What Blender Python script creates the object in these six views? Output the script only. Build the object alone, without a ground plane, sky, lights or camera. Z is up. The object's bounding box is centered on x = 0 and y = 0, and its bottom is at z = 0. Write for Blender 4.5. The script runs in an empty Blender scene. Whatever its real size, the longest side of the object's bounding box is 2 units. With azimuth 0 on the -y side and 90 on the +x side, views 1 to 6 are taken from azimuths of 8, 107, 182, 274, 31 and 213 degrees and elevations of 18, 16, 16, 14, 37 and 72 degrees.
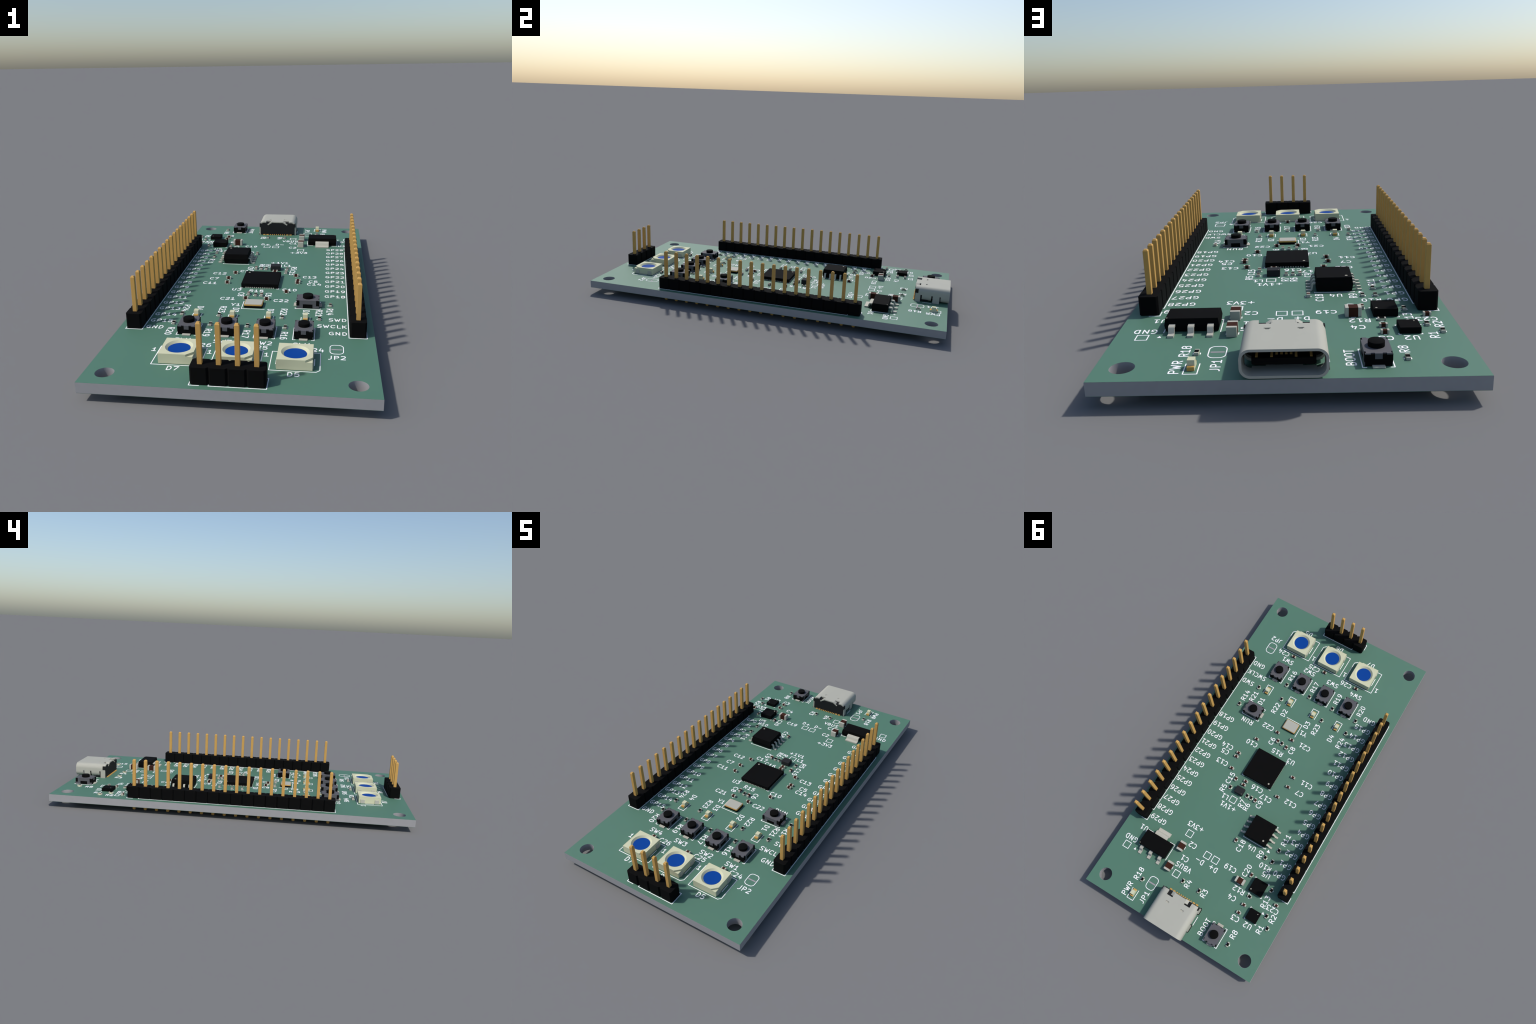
"""Microcontroller development board: a green printed circuit board with two long
pin headers, a short pin header, a USB-C socket, chips, tactile switches, light
diodes, small ceramic parts and white stroke lettering.
All part dimensions are in millimetres of the real board; M turns them into the
2 m frame.  x runs across the board, y along it (socket at +y), z up."""
import bpy, bmesh, math
from mathutils import Vector, Matrix

M = 2.0 / 80.2            # metres in the frame per millimetre of board
BOARD_TOP = 2.965         # height of the solder mask surface above the pin ends
CORE_LOW = 1.335          # underside of the board
FRONT, BACK, HALF_WIDTH = -40.1, 39.93, 20.345
PITCH = 2.5425

# ------------------------------------------------------------------ materials

def material(name, colour, rough=0.6, specular=0.5, metallic=0.0, vary=0.04, grain=18.0, bump=0.0):
    """Plain moulded / plated surface: base colour with a faint mottling."""
    mat = bpy.data.materials.new(name)
    mat.use_nodes = True
    nodes, links = mat.node_tree.nodes, mat.node_tree.links
    shader = nodes["Principled BSDF"]
    shader.inputs["Roughness"].default_value = rough
    shader.inputs["Metallic"].default_value = metallic
    shader.inputs["Specular IOR Level"].default_value = specular
    coords = nodes.new("ShaderNodeTexCoord")
    noise = nodes.new("ShaderNodeTexNoise")
    noise.inputs["Scale"].default_value = grain
    noise.inputs["Detail"].default_value = 3.0
    ramp = nodes.new("ShaderNodeValToRGB")
    ramp.color_ramp.elements[0].position = 0.3
    ramp.color_ramp.elements[1].position = 0.7
    ramp.color_ramp.elements[0].color = [c * (1 - vary) for c in colour] + [1]
    ramp.color_ramp.elements[1].color = [min(1, c * (1 + vary)) for c in colour] + [1]
    links.new(coords.outputs["Object"], noise.inputs["Vector"])
    links.new(noise.outputs["Fac"], ramp.inputs["Fac"])
    links.new(ramp.outputs["Color"], shader.inputs["Base Color"])
    if bump:
        relief = nodes.new("ShaderNodeBump")
        relief.inputs["Strength"].default_value = bump
        relief.inputs["Distance"].default_value = 0.001
        links.new(noise.outputs["Fac"], relief.inputs["Height"])
        links.new(relief.outputs["Normal"], shader.inputs["Normal"])
    return mat


MASK = material("green_solder_mask", (0.0735, 0.174, 0.120), rough=0.60, specular=0.45, vary=0.015, grain=4)
CORE = material("grey_laminate", (0.300, 0.300, 0.306), rough=0.75, specular=0.25, vary=0.02, grain=40)
INK = material("white_silkscreen_ink", (0.93, 0.92, 0.93), rough=0.7, specular=0.3, vary=0.01)
SUBSTRATE = material("bare_laminate", (0.34, 0.30, 0.33), rough=0.75, specular=0.2, vary=0.02)
BLACK = material("black_plastic", (0.0038, 0.0038, 0.0038), rough=0.85, specular=0.065, vary=0.05)
CHIP = material("black_epoxy", (0.0038, 0.0038, 0.0038), rough=0.85, specular=0.065, vary=0.05)
CHARCOAL = material("charcoal_ferrite", (0.021, 0.022, 0.024), rough=0.7, specular=0.1, vary=0.05)
INSULATOR = material("black_socket_plastic", (0.015, 0.016, 0.017), rough=0.7, specular=0.1, vary=0.05)
GREY = material("dark_grey_cover", (0.098, 0.098, 0.107), rough=0.6, specular=0.12, vary=0.03)
GOLD = material("gold_plating", (0.532, 0.310, 0.089), rough=0.6, specular=0.12, vary=0.02)
SILVER = material("tinned_metal", (0.430, 0.422, 0.362), rough=0.6, specular=0.14, vary=0.02)
SHELL = material("nickel_shell", (0.395, 0.392, 0.338), rough=0.6, specular=0.14, vary=0.015)
CREAM = material("cream_plastic", (0.558, 0.562, 0.388), rough=0.65, specular=0.12, vary=0.015)
BLUE = material("blue_lens", (0.0025, 0.050, 0.268), rough=0.6, specular=0.08, vary=0.03)
BROWN = material("brown_ceramic", (0.046, 0.0165, 0.0105), rough=0.7, specular=0.07, vary=0.06)
DOT = material("pale_index_dot", (0.34, 0.32, 0.26), rough=0.7, specular=0.1)

# ------------------------------------------------------------------ mesh tools

class Solid:
    """Collects closed solids, in millimetres, and turns them into one mesh."""

    def __init__(self):
        self.bm = bmesh.new()

    def prism(self, outline, low, high):
        """Outline in the xy plane raised from low to high."""
        return self.loft([[(x, y, low) for x, y in outline], [(x, y, high) for x, y in outline]])

    def loft(self, rings):
        made = [[self.bm.verts.new(p) for p in ring] for ring in rings]
        n = len(rings[0])
        for a, b in zip(made, made[1:]):
            for i in range(n):
                self.bm.faces.new((a[i], a[(i + 1) % n], b[(i + 1) % n], b[i]))
        self.bm.faces.new(list(reversed(made[0])))
        self.bm.faces.new(made[-1])
        return made

    def box(self, x0, x1, y0, y1, z0, z1):
        return self.prism([(x0, y0), (x1, y0), (x1, y1), (x0, y1)], z0, z1)

    def frustum(self, bottom, top, z0, z1):
        """bottom, top: (half x, half y)."""
        ring = lambda h, z: [(-h[0], -h[1], z), (h[0], -h[1], z), (h[0], h[1], z), (-h[0], h[1], z)]
        return self.loft([ring(bottom, z0), ring(top, z1)])

    def cylinder(self, cx, cy, radius, z0, z1, sides=48, top_radius=None):
        circle = lambda r, z: [(cx + r * math.cos(2 * math.pi * i / sides), cy + r * math.sin(2 * math.pi * i / sides), z) for i in range(sides)]
        return self.loft([circle(radius, z0), circle(radius if top_radius is None else top_radius, z1)])

    def ribbon(self, path, thickness, across, low, high):
        """A strip bent along path (2D points in the plane of `across`), from low to high
        along the remaining axis.  across = 'xz' or 'yz'."""
        half = thickness / 2
        left, right = [], []
        for i, p in enumerate(path):
            before = Vector(path[max(i - 1, 0)])
            after = Vector(path[min(i + 1, len(path) - 1)])
            p = Vector(p)
            d1 = (p - before).normalized() if (p - before).length > 1e-9 else (after - p).normalized()
            d2 = (after - p).normalized() if (after - p).length > 1e-9 else d1
            d = (d1 + d2).normalized()
            stretch = 1 / max(0.5, d.dot(d1))
            n = Vector((-d.y, d.x)) * half * stretch
            left.append(p + n)
            right.append(p - n)
        place = (lambda q, w: (q.x, w, q.y)) if across == "xz" else (lambda q, w: (w, q.x, q.y))
        rings = [[place(l, low), place(r, low), place(r, high), place(l, high)] for l, r in zip(left, right)]
        return self.loft(rings)

    def mesh(self, name, mat, bevel=0.0, smooth=None, segments=1):
        bm = self.bm
        bmesh.ops.recalc_face_normals(bm, faces=bm.faces)
        if bevel:
            sharp = [e for e in bm.edges if len(e.link_faces) == 2 and e.calc_face_angle(0) > math.radians(35)]
            bmesh.ops.bevel(bm, geom=sharp, offset=bevel, segments=segments, profile=0.5, affect="EDGES", clamp_overlap=True)
        bmesh.ops.scale(bm, vec=(M, M, M), verts=bm.verts)
        data = bpy.data.meshes.new(name)
        bm.to_mesh(data)
        bm.free()
        data.materials.append(mat)
        if smooth is not None:
            data.polygons.foreach_set("use_smooth", [True] * len(data.polygons))
            data.set_sharp_from_angle(angle=math.radians(smooth))
        return data


ROOT = bpy.data.objects.new("microcontroller_board", None)
ROOT["label"] = "green microcontroller circuit board with black pin headers and USB-C socket"
ROOT["category"] = "circuit board"
bpy.context.scene.collection.objects.link(ROOT)


def place(name, data, x=0.0, y=0.0, z=0.0, turn=0.0, parent=None):
    """Put a part on the board; x, y, z in mm, relative to the parent if it is a part."""
    ob = bpy.data.objects.new(name, data)
    bpy.context.scene.collection.objects.link(ob)
    ob.parent = parent or ROOT
    ob.location = (x * M, y * M, z * M)
    ob.rotation_euler = (0, 0, math.radians(turn))
    return ob


def rounded_rectangle(hx, hy, r, steps=8, cx=0.0, cy=0.0):
    points = []
    for sx, sy, start in ((1, 1, 0), (-1, 1, 90), (-1, -1, 180), (1, -1, 270)):
        for i in range(steps + 1):
            a = math.radians(start + 90 * i / steps)
            points.append((cx + sx * (hx - r) + r * math.cos(a), cy + sy * (hy - r) + r * math.sin(a)))
    return points

# ------------------------------------------------------------------ the board

HOLE = 1.34
HOLES = [(sx * 17.32, y) for sx in (-1, 1) for y in (FRONT + 3.0, BACK - 3.0)]


USB_X = 0.26
SLOTS = [(USB_X + side * 4.36, y, half) for side in (-1, 1) for y, half in ((33.36, 0.78), (37.30, 0.92))]


def slot_outline(cx, cy, half, radius):
    """Round-ended slot along y."""
    arc = lambda y, start: [(cx + radius * math.cos(math.radians(start + 15 * i)), y + radius * math.sin(math.radians(start + 15 * i))) for i in range(13)]
    return arc(cy + half - radius, 0) + arc(cy - half + radius, 180)


def drilled_plate(name, mat, low, high, inset=0.0):
    bm = bmesh.new()
    edges = []
    hx = HALF_WIDTH - inset
    outer = [(-hx, FRONT + inset), (hx, FRONT + inset), (hx, BACK - inset), (-hx, BACK - inset)]
    loops = [outer]
    for cx, cy in HOLES:
        r = HOLE + inset
        loops.append([(cx + r * math.cos(2 * math.pi * i / 64), cy + r * math.sin(2 * math.pi * i / 64)) for i in range(64)])
    for cx, cy, half in SLOTS:
        loops.append(slot_outline(cx, cy, half + inset, 0.30 + inset))
    for loop in loops:
        verts = [bm.verts.new((x, y, low)) for x, y in loop]
        edges += [bm.edges.new((a, b)) for a, b in zip(verts, verts[1:] + verts[:1])]
    bmesh.ops.triangle_fill(bm, edges=edges, use_beauty=True, use_dissolve=False)
    grown = bmesh.ops.extrude_face_region(bm, geom=bm.faces[:])
    bmesh.ops.translate(bm, vec=(0, 0, high - low), verts=[v for v in grown["geom"] if isinstance(v, bmesh.types.BMVert)])
    bmesh.ops.recalc_face_normals(bm, faces=bm.faces)
    bmesh.ops.scale(bm, vec=(M, M, M), verts=bm.verts)
    data = bpy.data.meshes.new(name)
    bm.to_mesh(data)
    bm.free()
    data.materials.append(mat)
    return data


core = place("board_core", drilled_plate("board_core", CORE, CORE_LOW + 0.04, BOARD_TOP - 0.02))
place("solder_mask", drilled_plate("solder_mask", MASK, BOARD_TOP - 0.05, BOARD_TOP, 0.012), parent=core)
place("solder_mask", drilled_plate("solder_mask", MASK, CORE_LOW, CORE_LOW + 0.05, 0.012), parent=core)

# ------------------------------------------------------------------ pin headers

def header_housing(count):
    """Row of chamfered square cells moulded together, cells along +x from the first pin."""
    h, c = PITCH / 2, 0.26
    near, far = [], []
    for k in range(count):
        x = k * PITCH
        near += [(x - h, -h + c), (x - h + c, -h), (x + h - c, -h), (x + h, -h + c)]
    far = [(x, -y) for x, y in reversed(near)]
    outline = []
    for p in near + far:
        if not outline or (Vector(p) - Vector(outline[-1])).length > 1e-6:
            outline.append(p)
    body = Solid()
    body.prism(outline, 0.03, PITCH + 0.03)
    return body.mesh("header_housing", BLACK, bevel=0.03)


def header_pin():
    pin = Solid()
    a, t, end = 0.325, 0.19, 11.54
    ring = lambda h, z: [(-h, -h, z), (h, -h, z), (h, h, z), (-h, h, z)]
    pin.loft([ring(t, 0), ring(a, 0.2), ring(a, end - 0.2), ring(t, end)])
    return pin.mesh("pin", GOLD, bevel=0.025)


PIN = header_pin()


def pin_header(count, x, y, turn):
    housing = place("pin_header", header_housing(count), x, y, BOARD_TOP + 0.02, turn)
    for k in range(count):
        place("pin", PIN, k * PITCH, 0, -BOARD_TOP - 0.02, parent=housing)


ROW_X, ROW_FIRST, ROW_COUNT = 17.78, -21.81, 18
ROW_LAST = ROW_FIRST + PITCH * (ROW_COUNT - 1)
for side in (-1, 1):
    pin_header(ROW_COUNT, side * ROW_X, ROW_FIRST, 90)
SHORT_X, SHORT_Y, SHORT_COUNT = -3.60, -37.81, 4
pin_header(SHORT_COUNT, SHORT_X, SHORT_Y, 0)

# ------------------------------------------------------------------ small ceramic parts

def two_ended(length, width, height, cap, body_mat, body_name, lower=0.03):
    """Body mesh and end-terminal mesh of a chip capacitor or resistor, long side along x."""
    body = Solid()
    body.box(-length / 2 + 0.03, length / 2 - 0.03, -width / 2 + 0.012, width / 2 - 0.012, 0.015, height - 0.015)
    end = Solid()
    end.box(length / 2 - cap, length / 2, -width / 2, width / 2, 0.0, height)
    return body.mesh(body_name, body_mat), end.mesh("terminal", SILVER, bevel=lower)


def resistor_meshes():
    body = Solid()
    body.box(-0.47, 0.47, -0.24, 0.24, 0.015, 0.32)
    end = Solid()
    end.box(0.30, 0.5, -0.25, 0.25, 0.0, 0.35)
    film = Solid()
    film.box(-0.30, 0.30, -0.235, 0.235, 0.31, 0.345)
    return (body.mesh("resistor", CREAM), end.mesh("terminal", SILVER, bevel=0.02), film.mesh("resistive_film", BLACK))


CAP_SMALL = two_ended(1.0, 0.5, 0.5, 0.25, BROWN, "capacitor", 0.02)
CAP_LARGE = two_ended(2.05, 1.25, 1.25, 0.45, BROWN, "capacitor", 0.03)
RESISTOR = resistor_meshes()


def put_two_ended(meshes, name, x, y, turn):
    body = place(name, meshes[0], x, y, BOARD_TOP, turn)
    place("terminal", meshes[1], parent=body)
    place("terminal", meshes[1], turn=180, parent=body)
    if len(meshes) > 2:
        place("resistive_film", meshes[2], parent=body)


# positions (x, y); "across" has its ends along x, "along" has them along y
SMALL_CAPS_ACROSS = [(8.62, -27.74), (0.27, -27.75), (-8.13, -27.76), (2.13, -9.12), (5.39, -5.33), (-1.64, -9.14),
                     (7.17, -0.43), (7.21, 0.53), (6.62, 3.41), (2.27, 4.49), (2.29, 5.42), (-6.30, -1.55),
                     (-6.47, 0.89), (-5.57, 4.02), (-11.39, 27.53), (-11.29, 29.41), (-17.29, 24.24)]
SMALL_CAPS_ALONG = [(1.01, -7.33), (-1.42, -6.92), (4.52, 5.09), (-1.79, 7.17), (-2.80, 16.78), (-9.54, 21.47)]
RESISTORS_ALONG = [(6.37, -20.50), (0.27, -20.50), (-5.81, -20.50), (-11.90, -20.50), (13.47, -10.85), (11.71, -16.71),
                   (5.58, -16.71), (-5.09, -16.73), (-11.42, -16.72), (-0.09, -7.27), (4.59, 7.33), (0.31, 7.17),
                   (-0.71, 7.15), (-10.18, 16.85), (-11.92, 16.87), (-11.93, 14.07), (9.90, 33.89), (2.30, 29.85),
                   (-1.76, 29.86), (-14.85, 22.09), (-16.63, 27.12), (-18.02, 29.18), (-12.69, 35.91)]
RESISTORS_ACROSS = [(-11.52, 25.48)]
LARGE_CAPS = [(6.51, 23.83, 90), (6.49, 28.70, 90), (-8.18, 23.73, 0)]

for x, y in SMALL_CAPS_ACROSS:
    put_two_ended(CAP_SMALL, "capacitor", x, y, 0)
for x, y in SMALL_CAPS_ALONG:
    put_two_ended(CAP_SMALL, "capacitor", x, y, 90)
for x, y in RESISTORS_ALONG:
    put_two_ended(RESISTOR, "resistor", x, y, 90)
for x, y in RESISTORS_ACROSS:
    put_two_ended(RESISTOR, "resistor", x, y, 0)
for x, y, turn in LARGE_CAPS:
    put_two_ended(CAP_LARGE, "capacitor", x, y, turn)

# ------------------------------------------------------------------ light diodes

def small_diode_meshes():
    """Indicator diode: clear cream dome over a base with gold end contacts, long side along y."""
    dome = Solid()
    dome.box(-0.40, 0.40, -0.78, 0.78, 0.0, 0.40)
    profile = [(-0.52, 0.30), (0.52, 0.30), (0.42, 1.05), (-0.42, 1.05)]
    dome.loft([[(w, a, z) for a, z in profile] for w in (-0.392, 0.392)])
    contact = Solid()
    contact.box(-0.385, 0.385, 0.47, 0.81, 0.0, 0.45)
    return dome.mesh("indicator_diode", CREAM, bevel=0.015), contact.mesh("contact", GOLD, bevel=0.015)


DIODE = small_diode_meshes()
DIODES = [(9.43, -16.95), (3.33, -16.95), (-2.76, -16.95), (-8.87, -16.95), (9.93, 37.10)]
for x, y in DIODES:
    body = place("indicator_diode", DIODE[0], x, y, BOARD_TOP)
    place("contact", DIODE[1], parent=body)
    place("contact", DIODE[1], turn=180, parent=body)


def colour_diode_meshes():
    """Square light diode: cream frame with a conical well, one stepped corner, blue lens."""
    half, top, rim, floor_radius, floor, corner, step = 2.5, 1.58, 2.02, 1.65, 1.23, 0.98, 0.32
    sides = 64
    bm = bmesh.new()
    square = [(-half, -half), (half - corner, -half), (half, -half + corner), (half, half), (-half, half)]
    circle = lambda r, z: [bm.verts.new((r * math.cos(2 * math.pi * i / sides), r * math.sin(2 * math.pi * i / sides), z)) for i in range(sides)]
    upper = [bm.verts.new((x, y, top)) for x, y in square]
    lower = [bm.verts.new((x, y, 0.05)) for x, y in square]
    well_top, well_floor = circle(rim, top), circle(floor_radius, floor)
    ring = lambda vs: [bm.edges.get((a, b)) or bm.edges.new((a, b)) for a, b in zip(vs, vs[1:] + vs[:1])]
    bmesh.ops.triangle_fill(bm, edges=ring(upper) + ring(well_top), use_beauty=True)
    for a, b, n in ((lower, upper, len(square)), (well_top, well_floor, sides)):
        for i in range(n):
            bm.faces.new((a[i], a[(i + 1) % n], b[(i + 1) % n], b[i]))
    bm.faces.new(lower)
    bm.faces.new(well_floor)
    frame = Solid()
    frame.bm.free()
    frame.bm = bm
    frame.prism([(half - corner + 0.002, -half), (half, -half), (half, -half + corner - 0.002)], 0.05, top - step)
    lens = Solid()
    lens.cylinder(0, 0, floor_radius - 0.005, floor - 0.3, floor + 0.03, 64)
    lead = Solid()
    lead.box(half - 0.05, half + 0.10, -0.48, 0.48, 0.0, 0.96)
    return frame.mesh("colour_diode", CREAM, smooth=30), lens.mesh("lens", BLUE), lead.mesh("lead", SILVER, bevel=0.03)


COLOUR_DIODE = colour_diode_meshes()
COLOUR_DIODES = [(8.66, -31.37), (0.26, -31.37), (-8.14, -31.37)]
for x, y in COLOUR_DIODES:
    frame = place("colour_diode", COLOUR_DIODE[0], x, y, BOARD_TOP)
    place("lens", COLOUR_DIODE[1], parent=frame)
    for turn, sign in ((0, 1), (180, -1)):
        for dy in (-1.62, 1.62):
            place("lead", COLOUR_DIODE[2], 0, dy, turn=turn, parent=frame)

# ------------------------------------------------------------------ tactile switches

def switch_meshes():
    """Long side along y.  Black body, folded grey cover, round black plunger, flat terminals."""
    hx, hy = 1.45, 1.95
    body = Solid()
    body.box(-hx + 0.06, hx - 0.06, -hy + 0.02, hy - 0.02, 0.03, 1.36)
    for sx in (-1, 1):
        for sy in (-1, 1):
            body.box(sx * (hx - 0.25), sx * (hx + 0.012), sy * (hy - 0.50), sy * (hy + 0.012), 0.52, 1.40)
    cover = Solid()
    notch = 0.15
    half = [(hx + 0.02, 0), (hx + 0.02, hy - 0.52), (hx - notch, hy - 0.52), (hx - notch, hy - 0.10), (hx - 0.04, hy - 0.10), (hx - 0.04, hy + 0.02), (0.82, hy + 0.02), (0.82, hy - notch), (0.40, hy - notch), (0.40, hy + 0.02)]
    outline = half + [(-x, y) for x, y in reversed(half)][0:-1]
    outline += [(x, -y) for x, y in [(-p[0], p[1]) for p in half[1:]]]
    outline += [(x, -y) for x, y in reversed(half)][:-1]
    cover.prism(outline, 1.33, 1.48)
    for sy in (-1, 1):                                     # tabs over the short ends
        cover.box(-0.38, 0.38, sy * (hy - 0.1), sy * (hy + 0.035), 0.85, 1.45)
    for sx in (-1, 1):                                     # folded walls along the long sides
        lo, hi = sx * (hx - 0.12), sx * (hx + 0.015)
        cover.box(lo, hi, -hy + 0.53, hy - 0.53, 0.78, 1.40)
        for sy in (-1, 1):
            cover.box(lo, hi, sy * 0.83, sy * (hy - 0.53), 0.06, 0.79)
            cover.box(lo, hi, sy * (hy - 0.54), sy * (hy - 0.03), 0.06, 0.48)
    plunger = Solid()
    plunger.cylinder(0, 0, 0.90, 1.40, 2.06, 48)
    terminal = Solid()
    terminal.box(-0.66, 0.66, hy - 0.3, 2.45, 0.01, 0.17)
    return (body.mesh("tactile_switch", BLACK), cover.mesh("switch_cover", GREY),
            plunger.mesh("plunger", BLACK, bevel=0.06, smooth=30, segments=2), terminal.mesh("terminal", SILVER, bevel=0.03))


SWITCH = switch_meshes()
SWITCHES = [(9.45, -22.41, 0), (3.36, -22.41, 0), (-2.73, -22.41, 0), (-8.84, -22.41, 0), (9.60, -10.92, 90), (-9.39, 35.65, 0)]
for x, y, turn in SWITCHES:
    body = place("tactile_switch", SWITCH[0], x, y, BOARD_TOP, turn)
    place("switch_cover", SWITCH[1], parent=body)
    place("plunger", SWITCH[2], parent=body)
    place("terminal", SWITCH[3], parent=body)
    place("terminal", SWITCH[3], turn=180, parent=body)

# ------------------------------------------------------------------ chips

def moulded(name, hx, hy, height, lift=0.03, draft=0.10, waist=0.5):
    """Epoxy package: widest at the waist, sides drafted towards top and bottom."""
    body = Solid()
    ring = lambda d, z: [(-hx + d, -hy + d, z), (hx - d, -hy + d, z), (hx - d, hy - d, z), (-hx + d, hy - d, z)]
    if draft:
        body.loft([ring(draft, lift), ring(0, height * waist), ring(draft, height)])
    else:
        body.loft([ring(0, lift), ring(0, height)])
    return body.mesh(name, CHIP, bevel=0.025)


def index_dot(x, y, z, r, parent):
    dot = Solid()
    dot.cylinder(0, 0, r, -0.02, 0.008, 24)
    place("index_dot", dot.mesh("index_dot", DOT), x, y, z, parent=parent)


def gull_wing(reach, foot, high, thick, width, root):
    """Bent lead leaving the package towards +x: shoulder, slope, foot."""
    lead = Solid()
    t = thick / 2
    ankle = reach - foot
    knee = ankle - 0.30
    path = [(root - 0.15, high), (knee - 0.10, high), (knee - 0.02, high - 0.03), (knee + 0.06, high - 0.13),
            (ankle - 0.10, t + 0.16), (ankle - 0.02, t + 0.05), (ankle + 0.08, t), (reach, t)]
    lead.ribbon(path, thick, "xz", -width / 2, width / 2)
    return lead.mesh("lead", SILVER, smooth=40)


# processor: 7 mm square, fourteen contact pads a side
U3 = (0.20, -0.12)
processor = place("processor_chip", moulded("processor_chip", 3.5, 3.5, 0.88, draft=0), *U3, BOARD_TOP)
index_dot(-2.72, 2.72, 0.88, 0.20, processor)
pad = Solid()
pad.box(3.35, 3.52, -0.11, 0.11, 0.0, 0.2)
pad = pad.mesh("contact_pad", SILVER)
for turn in (0, 90, 180, 270):
    for k in range(14):
        r = math.radians(turn)
        off = (k - 6.5) * 0.4
        place("contact_pad", pad, -math.sin(r) * off, math.cos(r) * off, 0, turn, parent=processor)

# memory chip: eight gull-wing leads
U4 = (-6.48, 12.54)
memory = place("memory_chip", moulded("memory_chip", 2.62, 2.62, 2.12, lift=0.12, draft=0.14), *U4, BOARD_TOP)
index_dot(-1.72, 1.72, 2.12, 0.20, memory)
lead = gull_wing(3.88, 0.62, 1.12, 0.20, 0.40, 2.6)
for turn, sign in ((0, 1), (180, -1)):
    for k in range(4):
        place("lead", lead, 0, (k - 1.5) * 1.27, 0, turn, parent=memory)

# voltage regulator: three narrow leads at the back, one wide tab at the front
U1 = (11.38, 26.22)
regulator = place("voltage_regulator", moulded("voltage_regulator", 3.28, 1.78, 1.72, lift=0.06, draft=0.13), *U1, BOARD_TOP)
index_dot(2.98, 1.45, 1.72, 0.09, regulator)
narrow = gull_wing(3.45, 0.75, 0.92, 0.26, 0.72, 1.72)
wide = gull_wing(3.45, 0.75, 0.92, 0.26, 3.02, 1.72)
for k in (-1, 0, 1):
    place("lead", narrow, 2.3 * k, 0, 0, 90, parent=regulator)
place("tab", wide, 0, 0, 0, 270, parent=regulator)

# two small leadless chips
U5, U2 = (-12.17, 22.98), (-14.23, 28.46)
chip = place("leadless_chip", moulded("leadless_chip", 1.52, 1.52, 1.08, draft=0), *U5, BOARD_TOP)
index_dot(1.12, 1.05, 1.08, 0.14, chip)
chip = place("leadless_chip", moulded("leadless_chip", 1.24, 1.22, 0.80, draft=0), *U2, BOARD_TOP)
index_dot(-0.72, -0.72, 0.80, 0.09, chip)

# inductor
choke = Solid()
choke.box(-1.0, 1.0, -0.8, 0.8, 0.02, 1.06)
choke = place("inductor", choke.mesh("inductor", CHARCOAL, bevel=0.06), 2.24, 7.08, BOARD_TOP)
index_dot(-0.78, 0.55, 1.06, 0.06, choke)

# crystal: ceramic tub, gold seam, metal lid
base = Solid()
base.prism(rounded_rectangle(1.6, 1.25, 0.12), 0.01, 0.40)
crystal = place("crystal", base.mesh("crystal", BLACK), 0.20, -11.83, BOARD_TOP)
seam = Solid()
seam.prism(rounded_rectangle(1.585, 1.235, 0.2), 0.395, 0.60)
place("gold_seam", seam.mesh("gold_seam", GOLD, smooth=30), parent=crystal)
lid = Solid()
lid.prism(rounded_rectangle(1.49, 1.14, 0.2), 0.55, 0.70)
place("lid", lid.mesh("lid", SHELL, bevel=0.03, smooth=30), parent=crystal)

# ------------------------------------------------------------------ USB-C socket

USB_HALF, SHELL_LOW, SHELL_HIGH, SHELL_R, WALL = 4.47, 0.18, 3.34, 1.15, 0.28


def shell_profile():
    """Right half of the outer section, from the bottom centre round to the top centre."""
    w, r = USB_HALF, SHELL_R
    pts = [(0.0, SHELL_LOW), (w - r, SHELL_LOW)]
    pts += [(w - r + r * math.sin(math.radians(a)), SHELL_LOW + r - r * math.cos(math.radians(a))) for a in range(9, 90, 9)]
    pts += [(w, SHELL_LOW + r), (w, SHELL_HIGH - r)]
    pts += [(w - r + r * math.cos(math.radians(a)), SHELL_HIGH - r + r * math.sin(math.radians(a))) for a in range(9, 90, 9)]
    return pts + [(w - r, SHELL_HIGH), (0.0, SHELL_HIGH)]


def profile_part(start, end):
    """Stretch of the profile between two tests: start/end = ('x' or 'z', value, 'low' or 'high')."""
    pts, out = shell_profile(), []
    dense = []
    for a, b in zip(pts, pts[1:]):
        n = max(1, int(math.hypot(b[0] - a[0], b[1] - a[1]) / 0.03))
        dense += [(a[0] + (b[0] - a[0]) * i / n, a[1] + (b[1] - a[1]) * i / n) for i in range(n)]
    dense.append(pts[-1])
    total = len(dense)

    def index(test):
        axis, value, half = test
        k = 0 if axis == "x" else 1
        span = range(0, total // 2) if half == "low" else range(total // 2, total)
        return min(span, key=lambda i: abs(dense[i][k] - value))

    i, j = index(start), index(end)
    corners = set((round(p[0], 4), round(p[1], 4)) for p in pts)
    for k in range(i, j + 1):
        if k in (i, j) or (round(dense[k][0], 4), round(dense[k][1], 4)) in corners:
            out.append(dense[k])
    return out


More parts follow.
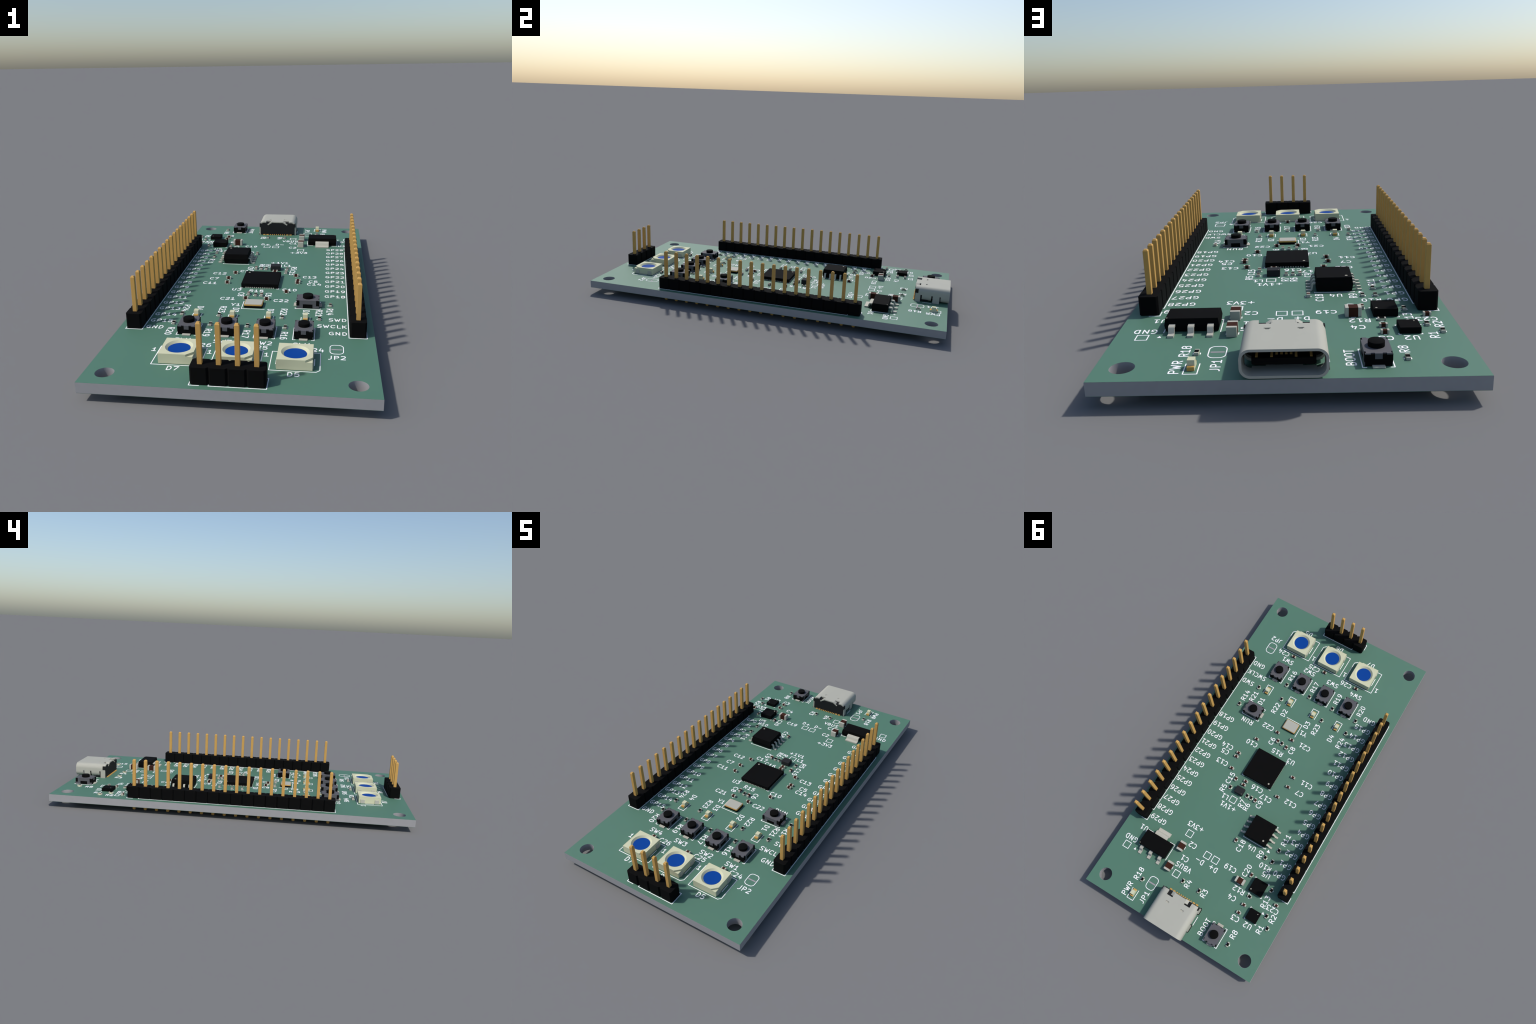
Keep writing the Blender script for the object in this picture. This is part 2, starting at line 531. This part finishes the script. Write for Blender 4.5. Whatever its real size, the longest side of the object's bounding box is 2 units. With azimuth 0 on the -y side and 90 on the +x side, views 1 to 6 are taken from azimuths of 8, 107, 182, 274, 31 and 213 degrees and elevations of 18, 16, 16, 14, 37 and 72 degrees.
def shell_strip(solid, points, y0, y1, sides=(-1, 1)):
    inner = lambda p, n: (p[0] - n[0] * WALL, p[1] - n[1] * WALL)
    for side in sides:
        rings = []
        for i, p in enumerate(points):
            x, z = p
            cx = max(0.0, min(x, USB_HALF - SHELL_R)) if x > 0 else 0.0
            cz = min(max(z, SHELL_LOW + SHELL_R), SHELL_HIGH - SHELL_R)
            n = Vector((x - cx, z - cz))
            if n.length < 1e-6:
                n = Vector((1, 0))
            if x <= USB_HALF - SHELL_R + 1e-6:
                n = Vector((0, 1 if z > 1.7 else -1))
            n.normalize()
            q = (x - n.x * WALL, z - n.y * WALL)
            rings.append([(side * x, y0, z), (side * x, y1, z), (side * q[0], y1, q[1]), (side * q[0], y0, q[1])])
        solid.loft(rings)


shell = Solid()
split = ("z", 1.60, "low")
MOUTH = 40.10
DENT_IN, DENT_OUT, DENT_BACK, DENT_FRONT = 1.40, 2.16, 34.84, 35.24
shell_strip(shell, profile_part(split, ("x", DENT_OUT, "high")), 33.76, MOUTH)            # upper sides
shell_strip(shell, profile_part(("x", DENT_IN, "high"), ("x", 0.0, "high")), 33.76, MOUTH)  # roof
for y0, y1 in ((33.76, DENT_BACK), (DENT_FRONT, MOUTH)):                                  # roof beside the dents
    shell_strip(shell, profile_part(("x", DENT_OUT, "high"), ("x", DENT_IN, "high")), y0, y1)
shell_strip(shell, profile_part(("z", 2.90, "high"), ("x", 2.78, "high")), 32.76, 33.76)  # rear shoulders
shell_strip(shell, profile_part(split, ("z", 1.95, "high")), 32.80, 33.76)                # above the rear legs
shell_strip(shell, profile_part(("z", 1.93, "high"), ("z", 2.92, "high")), 33.42, 33.76)
for y0, y1 in ((34.25, 36.25), (38.30, MOUTH)):                                           # rounded lower sides
    shell_strip(shell, profile_part(("x", USB_HALF - SHELL_R, "low"), split), y0, y1)
shell_strip(shell, profile_part(("x", 0.0, "low"), ("x", USB_HALF - SHELL_R, "low")), 37.90, MOUTH)
shell_strip(shell, profile_part(("x", 0.0, "low"), ("x", 1.9, "low")), 34.2, 37.90)
for side in (-1, 1):
    outer, inner = side * USB_HALF, side * (USB_HALF - WALL)
    for y0, y1, drop in ((32.80, 33.92, 0.0), (36.58, 38.02, -0.01)):                     # legs down to the board
        shell.box(min(outer, inner), max(outer, inner), y0, y1, drop - 0.9, 1.60)
    # springs bent down beside the rear tongue of the roof
    spring = [(side * 1.25, SHELL_HIGH - 0.12), (side * 1.45, SHELL_HIGH - 0.15), (side * 2.40, 2.58)]
    shell.ribbon(spring, 0.28, "xz", 32.60, 33.45)
shell.box(-1.40, 1.40, 32.70, 33.77, SHELL_HIGH - WALL + 0.02, SHELL_HIGH - 0.004)
shell = place("usb_socket", shell.mesh("usb_socket", SHELL, smooth=35), USB_X, 0, BOARD_TOP)

block = Solid()
block.loft([[(x, y, z) for x, z in ((-4.15, 0.15), (4.15, 0.15), (4.15, 2.35), (3.55, 3.0), (-3.55, 3.0), (-4.15, 2.35))] for y in (32.66, 35.6)])
block.box(-4.44, 4.44, 32.67, 33.40, 1.96, 2.84)
place("insulator", block.mesh("insulator", INSULATOR, bevel=0.04), parent=shell)
tongue = Solid()
tongue.loft([[(x, y, z) for x, z in ((-3.22, 1.55), (-3.05, 1.42), (3.05, 1.42), (3.22, 1.55), (3.22, 2.12), (-3.22, 2.12))] for y in (35.55, 39.55)])
place("tongue", tongue.mesh("tongue", BLACK), parent=shell)
for offset, reach in ((-2.73, 39.28), (-1.22, 39.28), (-0.73, 38.72), (-0.24, 38.72), (0.24, 38.72), (0.73, 38.72), (1.22, 39.28), (2.73, 39.28)):
    contact = Solid()
    contact.box(-0.13, 0.13, 35.6, reach, 2.08, 2.15)
    place("contact", contact.mesh("contact", GOLD), offset, parent=shell)
for offset, width in ((3.25, 0.6), (2.45, 0.6), (1.75, 0.3), (1.25, 0.3), (0.75, 0.3), (0.25, 0.3)):
    for side in (-1, 1):
        solder = Solid()
        solder.box(-width / 2 + 0.03, width / 2 - 0.03, 32.36, 32.75, 0.01, 0.16)
        place("contact", solder.mesh("contact", GOLD), side * offset, parent=shell)
for side in (-1, 1):                                   # sloping floors of the dents pressed into the roof
    x0, x1 = sorted((side * (DENT_IN - 0.06), side * (DENT_OUT + 0.06)))
    floor = [(DENT_BACK - 0.05, 2.85), (DENT_FRONT + 0.05, 2.95), (DENT_FRONT + 0.05, SHELL_HIGH - 0.03), (DENT_BACK - 0.05, SHELL_HIGH - 0.24)]
    dent = Solid()
    dent.loft([[(x, y, z) for y, z in floor] for x in (x0, x1)])
    for x, inward in ((side * DENT_IN, 1), (side * DENT_OUT, -1)):
        dent.prism([(x, DENT_BACK), (x, DENT_FRONT), (x + side * inward * 0.2, DENT_FRONT)], 3.0, SHELL_HIGH - 0.004)
    place("dent", dent.mesh("dent", SHELL), parent=shell)

# ------------------------------------------------------------------ white lettering and outlines

# Stroke letters on a grid 21 units high: advance width and pen strokes.
GLYPHS = {
    ' ': (16, []),
    '+': (26, [[(5, 8), (21, 8)], [(13, 0), (13, 16)]]),
    '-': (26, [[(5, 8), (21, 8)]]),
    '0': (20, [[(9, 21), (11, 21), (13, 20), (14, 19), (15, 17), (16, 13), (16, 8), (15, 4), (14, 2), (13, 1), (11, 0), (9, 0), (7, 1), (6, 2), (5, 4), (4, 8), (4, 13), (5, 17), (6, 19), (7, 20), (9, 21)]]),
    '1': (20, [[(16, 0), (4, 0)], [(10, 0), (10, 21), (8, 18), (6, 16), (4, 15)]]),
    '2': (20, [[(4, 19), (5, 20), (7, 21), (12, 21), (14, 20), (15, 19), (16, 17), (16, 15), (15, 12), (3, 0), (16, 0)]]),
    '3': (20, [[(3, 21), (16, 21), (9, 13), (12, 13), (14, 12), (15, 11), (16, 9), (16, 4), (15, 2), (14, 1), (12, 0), (6, 0), (4, 1), (3, 2)]]),
    '4': (20, [[(14, 14), (14, 0)], [(9, 22), (4, 7), (17, 7)]]),
    '5': (20, [[(15, 21), (5, 21), (4, 11), (5, 12), (7, 13), (12, 13), (14, 12), (15, 11), (16, 9), (16, 4), (15, 2), (14, 1), (12, 0), (7, 0), (5, 1), (4, 2)]]),
    '6': (20, [[(14, 21), (10, 21), (8, 20), (7, 19), (5, 16), (4, 12), (4, 4), (5, 2), (6, 1), (8, 0), (12, 0), (14, 1), (15, 2), (16, 4), (16, 9), (15, 11), (14, 12), (12, 13), (8, 13), (6, 12), (5, 11), (4, 9)]]),
    '7': (20, [[(3, 21), (17, 21), (8, 0)]]),
    '8': (20, [[(8, 12), (6, 13), (5, 14), (4, 16), (4, 17), (5, 19), (6, 20), (8, 21), (12, 21), (14, 20), (15, 19), (16, 17), (16, 16), (15, 14), (14, 13), (12, 12), (8, 12), (6, 11), (5, 10), (4, 8), (4, 4), (5, 2), (6, 1), (8, 0), (12, 0), (14, 1), (15, 2), (16, 4), (16, 8), (15, 10), (14, 11), (12, 12)]]),
    '9': (20, [[(6, 0), (10, 0), (12, 1), (13, 2), (15, 5), (16, 9), (16, 17), (15, 19), (14, 20), (12, 21), (8, 21), (6, 20), (5, 19), (4, 17), (4, 12), (5, 10), (6, 9), (8, 8), (12, 8), (14, 9), (15, 10), (16, 12)]]),
    'B': (21, [[(12, 11), (15, 10), (16, 9), (17, 7), (17, 4), (16, 2), (15, 1), (13, 0), (5, 0), (5, 21), (12, 21), (14, 20), (15, 19), (16, 17), (16, 15), (15, 13), (14, 12), (12, 11), (5, 11)]]),
    'C': (21, [[(17, 2), (16, 1), (13, 0), (11, 0), (8, 1), (6, 3), (5, 5), (4, 9), (4, 12), (5, 16), (6, 18), (8, 20), (11, 21), (13, 21), (16, 20), (17, 19)]]),
    'D': (21, [[(5, 0), (5, 21), (10, 21), (13, 20), (15, 18), (16, 16), (17, 12), (17, 9), (16, 5), (15, 3), (13, 1), (10, 0), (5, 0)]]),
    'G': (21, [[(16, 20), (14, 21), (11, 21), (8, 20), (6, 18), (5, 16), (4, 12), (4, 9), (5, 5), (6, 3), (8, 1), (11, 0), (13, 0), (16, 1), (17, 2), (17, 9), (13, 9)]]),
    'J': (16, [[(11, 21), (11, 6), (10, 3), (8, 1), (5, 0), (3, 0)]]),
    'K': (21, [[(5, 0), (5, 21)], [(17, 0), (8, 12)], [(17, 21), (5, 9)]]),
    'L': (17, [[(15, 0), (5, 0), (5, 21)]]),
    'N': (22, [[(5, 0), (5, 21), (17, 0), (17, 21)]]),
    'O': (22, [[(9, 21), (13, 21), (15, 20), (17, 18), (18, 14), (18, 7), (17, 3), (15, 1), (13, 0), (9, 0), (7, 1), (5, 3), (4, 7), (4, 14), (5, 18), (7, 20), (9, 21)]]),
    'P': (21, [[(5, 0), (5, 21), (13, 21), (15, 20), (16, 19), (17, 17), (17, 14), (16, 12), (15, 11), (13, 10), (5, 10)]]),
    'R': (21, [[(17, 0), (10, 10)], [(5, 0), (5, 21), (13, 21), (15, 20), (16, 19), (17, 17), (17, 14), (16, 12), (15, 11), (13, 10), (5, 10)]]),
    'S': (20, [[(4, 1), (7, 0), (12, 0), (14, 1), (15, 2), (16, 4), (16, 6), (15, 8), (14, 9), (12, 10), (8, 11), (6, 12), (5, 13), (4, 15), (4, 17), (5, 19), (6, 20), (8, 21), (13, 21), (16, 20)]]),
    'T': (16, [[(2, 21), (14, 21)], [(8, 0), (8, 21)]]),
    'U': (22, [[(5, 21), (5, 4), (6, 2), (7, 1), (9, 0), (13, 0), (15, 1), (16, 2), (17, 4), (17, 21)]]),
    'V': (18, [[(2, 21), (9, 0), (16, 21)]]),
    'W': (24, [[(3, 21), (8, 0), (12, 15), (16, 0), (21, 21)]]),
    'Y': (18, [[(9, 10), (9, 0)], [(2, 21), (9, 10), (16, 21)]]),
}


class Ink:
    """Pen strokes with round ends, each laid a hair higher than the last so none coincide."""

    def __init__(self):
        self.solid = Solid()
        self.count = 0

    def stroke(self, a, b, width):
        (ax, ay), (bx, by) = a, b
        r = width / 2
        heading = math.atan2(by - ay, bx - ax)
        outline = []
        for cx, cy, start in ((bx, by, heading - math.pi / 2), (ax, ay, heading + math.pi / 2)):
            for i in range(7):
                t = start + math.pi * i / 6
                outline.append((cx + r * math.cos(t), cy + r * math.sin(t)))
        self.solid.prism(outline, -0.005, 0.018 + 0.0007 * (self.count % 30))
        self.count += 1

    def line(self, points, width=0.12, closed=False):
        pts = list(points) + ([points[0]] if closed else [])
        for a, b in zip(pts, pts[1:]):
            self.stroke(a, b, width)

    def fill(self, outline):
        self.solid.prism(outline, -0.005, 0.016)

    def put(self, name, x=0.0, y=0.0, turn=0.0):
        return place(name, self.solid.mesh(name, INK), x, y, BOARD_TOP, turn)


def lettering(text, x, y, turn=0.0, align="centre", size=1.0, pen=0.15):
    """One printed label; x, y is the middle of the inked area (or its left / right end)."""
    pen_x, strokes = 0.0, []
    unit = size / 21
    for ch in text:
        advance, paths = GLYPHS[ch]
        strokes += [[(pen_x + px * unit, py * unit) for px, py in path] for path in paths]
        pen_x += advance * unit
    xs = [p[0] for s in strokes for p in s]
    low, high = min(xs) - pen / 2, max(xs) + pen / 2
    shift = {"centre": (low + high) / 2, "left": low, "right": high}[align]
    ink = Ink()
    for s in strokes:
        ink.line([(px - shift, py - size / 2) for px, py in s], pen)
    ink.put("silkscreen_label", x, y, turn)


# labels of the pin rows follow the pins
row = lambda k: ROW_FIRST + PITCH * k
for k, text in enumerate(["GND", "SWCLK", "SWD"]):
    lettering(text, 16.12, row(k), align="right")
for k in range(12):
    lettering("GP%d" % (18 + k), 16.12, row(6 + k) - 0.04, align="right")
for k in range(16):
    lettering("GP%d" % k, -16.04, row(16 - k) - 0.28, align="left")
lettering("GND", -16.04, row(0) - 0.27, align="left")

ACROSS_LABELS = {
    "JP2": (14.52, -29.73), "D5": (8.62, -35.02), "D6": (0.21, -35.02), "D7": (-8.23, -35.02),
    "C24": (11.29, -27.64), "C25": (2.97, -27.62), "C26": (-5.56, -27.64),
    "SW1": (9.37, -26.14), "SW2": (3.40, -26.15), "SW3": (-2.79, -26.17), "SW4": (-8.90, -26.20),
    "RUN": (9.64, -8.17), "C22": (4.74, -9.32), "Y1": (-3.06, -11.82), "C10": (5.88, -3.99), "R15": (-0.23, -4.99),
    "C21": (-4.95, -9.16), "U3": (-3.99, -4.55), "C14": (10.36, -0.68), "C5": (10.11, 0.74), "C13": (9.35, 3.16),
    "L1": (4.53, 9.72), "+1V1": (2.72, 11.36), "C16": (-0.72, 4.67), "C17": (-3.49, 5.59), "C12": (-8.81, 3.86),
    "C7": (-9.36, 0.89), "C11": (-9.74, -1.63), "+3V3": (6.34, 18.68), "GND": (17.0, 27.73), "U1": (15.94, 24.55),
    "C2": (4.68, 22.44), "C1": (4.60, 25.74), "VBUS": (3.80, 27.40), "D-": (1.58, 24.56), "D+": (-1.77, 24.48),
    "U4": (-6.56, 16.53), "C19": (-4.91, 22.52), "R10": (-11.17, 18.61), "U5": (-12.20, 19.93), "R12": (-8.84, 25.50),
    "C4": (-8.41, 27.52), "C3": (-11.24, 30.77), "U2": (-14.18, 30.75), "C23": (-16.99, 25.39),
}
ALONG_LABELS = {
    "R16": (6.38, -23.29), "R17": (0.42, -23.30), "R19": (-5.74, -23.36), "R20": (-11.84, -23.36),
    "R14": (13.41, -13.47), "R21": (11.60, -14.20), "D1": (9.44, -14.04), "R22": (5.64, -14.19), "D2": (3.34, -14.08),
    "D3": (-2.69, -14.12), "R23": (-4.98, -14.11), "D4": (-8.96, -14.02), "R24": (-11.40, -14.07),
    "C6": (2.23, -6.71), "C8": (-2.82, -6.98), "C15": (5.77, 5.51), "R5": (5.91, 8.21), "R7": (0.46, 9.23),
    "R6": (-0.83, 9.36), "C9": (-2.99, 7.52), "C18": (-4.27, 17.32), "R9": (-8.89, 16.81), "C20": (-8.21, 21.17),
    "R11": (-12.08, 11.38), "R18": (11.29, 33.25), "PWR": (11.66, 37.02), "JP1": (7.48, 36.79), "R4": (1.06, 29.82),
    "R3": (-2.95, 29.81), "BOOT": (-6.65, 35.46), "R8": (-12.68, 33.66), "R13": (-14.93, 24.75), "R2": (-18.02, 27.01),
    "R1": (-16.78, 30.11),
}
for text, (x, y) in ACROSS_LABELS.items():
    lettering(text, x, y)
for text, (x, y) in ALONG_LABELS.items():
    lettering(text, x, y, turn=-90)
for x in (4.38, -4.02, -12.41):
    lettering("1", x, -29.72)


def outline(*paths, at=(0, 0), turn=0.0, closed=False, width=0.12):
    ink = Ink()
    for path in paths:
        ink.line(path, width, closed)
    ink.put("silkscreen_outline", at[0], at[1], turn)


def marker(points, at):
    ink = Ink()
    ink.fill(points)
    ink.put("silkscreen_marker", at[0], at[1])


# pin header outlines, with the first-pin corner set apart
def header_outline(count, at, turn):
    e, far = 1.38, PITCH * (count - 1) + 1.38
    outline([(-e, e), (-e, 0)], [(-e, e), (0, e)], [(-e, -1.27), (-e, -far), (e, -far), (e, -1.27), (-e, -1.27)], at=at, turn=turn)


header_outline(ROW_COUNT, (-ROW_X, ROW_LAST), 0)
header_outline(ROW_COUNT, (ROW_X, ROW_LAST), 0)
header_outline(SHORT_COUNT, (SHORT_X, SHORT_Y), 90)

# short ticks either side of the small parts
for parts, turn, gap, half in ((SMALL_CAPS_ACROSS, 0, 0.36, 0.11), (SMALL_CAPS_ALONG, 90, 0.36, 0.11),
                               (RESISTORS_ALONG, 90, 0.38, 0.154), (RESISTORS_ACROSS, 0, 0.38, 0.154),
                               ([p[:2] for p in LARGE_CAPS[:2]], 90, 0.735, 0.26), ([LARGE_CAPS[2][:2]], 0, 0.735, 0.26)):
    for at in parts:
        outline([(-half, gap), (half, gap)], [(-half, -gap), (half, -gap)], at=at, turn=turn)

for i, at in enumerate(DIODES):
    end = 1.485 if i == 4 else -1.485
    outline([(-0.735, -end * 0.54), (-0.735, end), (0.735, end), (0.735, -end * 0.54)], at=at)
for at in COLOUR_DIODES:
    outline([(-3.52, 2.77), (-3.52, -2.77), (3.0, -2.77), (3.52, -2.25), (3.52, 2.77), (-3.52, 2.77)],
            [(-2.72, -0.95), (-2.72, 0.95)], [(2.72, -0.95), (2.72, 0.95)], at=at)
for x, y, turn in SWITCHES:
    outline([(-1.25, 2.15), (-1.65, 2.15), (-1.65, -2.15), (-1.25, -2.15)], [(1.25, 2.15), (1.65, 2.15), (1.65, -2.15), (1.25, -2.15)],
            at=(x, y), turn=turn)
outline([(-2.0, 1.65), (-2.0, -1.65), (2.0, -1.65)], at=(0.20, -11.83))

corner = lambda h, n, first: [[(sx * (h - n), sy * h), (sx * h, sy * h), (sx * h, sy * (h - n))] for sx in (-1, 1) for sy in (-1, 1) if (sx, sy) != first]
outline(*corner(3.61, 0.40, (-1, 1)), [(-3.61, 3.61), (-3.2, 3.61)], at=U3)
outline(*corner(1.66, 0.25, (1, 1)), at=U5)
outline(*corner(1.36, 0.22, (-1, -1)), at=U2)
outline([(-2.75, 2.5), (-2.75, 2.72), (2.75, 2.72), (2.75, 2.5)], [(-2.75, -2.5), (-2.75, -2.72), (2.75, -2.72), (2.75, -2.5)], at=U4)
outline([(-3.40, 1.86), (-3.40, -1.86), (-2.1, -1.86)], [(3.40, 1.86), (3.40, -1.86), (2.1, -1.86)], at=U1)
for side in (-1, 1):
    outline([(USB_X + side * 4.69, 34.5), (USB_X + side * 4.69, 36.4)])

marker([(0.0, -0.30), (0.26, 0.22), (-0.26, 0.22)], (15.03, 29.32))
marker([(0.36, 0.30), (0.18, -0.40), (-0.42, 0.16)], (-10.10, 15.38))
marker([(0.26, 0.26), (0.16, -0.32), (-0.32, 0.12)], (-15.74, 27.02))
marker([(0.22, -0.2), (0.0, 0.30), (-0.24, -0.16)], (-11.06, 24.96))
dot = Ink()
dot.fill([(0.15 * math.cos(2 * math.pi * i / 20), 0.15 * math.sin(2 * math.pi * i / 20)) for i in range(20)])
dot.put("silkscreen_marker", 1.39, 8.32)

# square test points
for at in ((2.55, 9.46), (6.64, 20.65), (17.07, 29.42), (0.77, 22.69), (-1.24, 22.69), (4.36, 29.30)):
    outline([(-0.69, -0.69), (0.69, -0.69), (0.69, 0.69), (-0.69, 0.69)], at=at, closed=True)

# solder jumpers: rounded outline with a bare strip across the middle
strip = Solid()
strip.box(-0.77, 0.77, -0.13, 0.13, -0.01, 0.012)
strip = strip.mesh("jumper_gap", SUBSTRATE)
for at in ((7.66, 33.58), (14.50, -27.18)):
    outline(rounded_rectangle(0.98, 1.40, 0.70, 6), at=at, closed=True)
    place("jumper_gap", strip, at[0], at[1], BOARD_TOP)
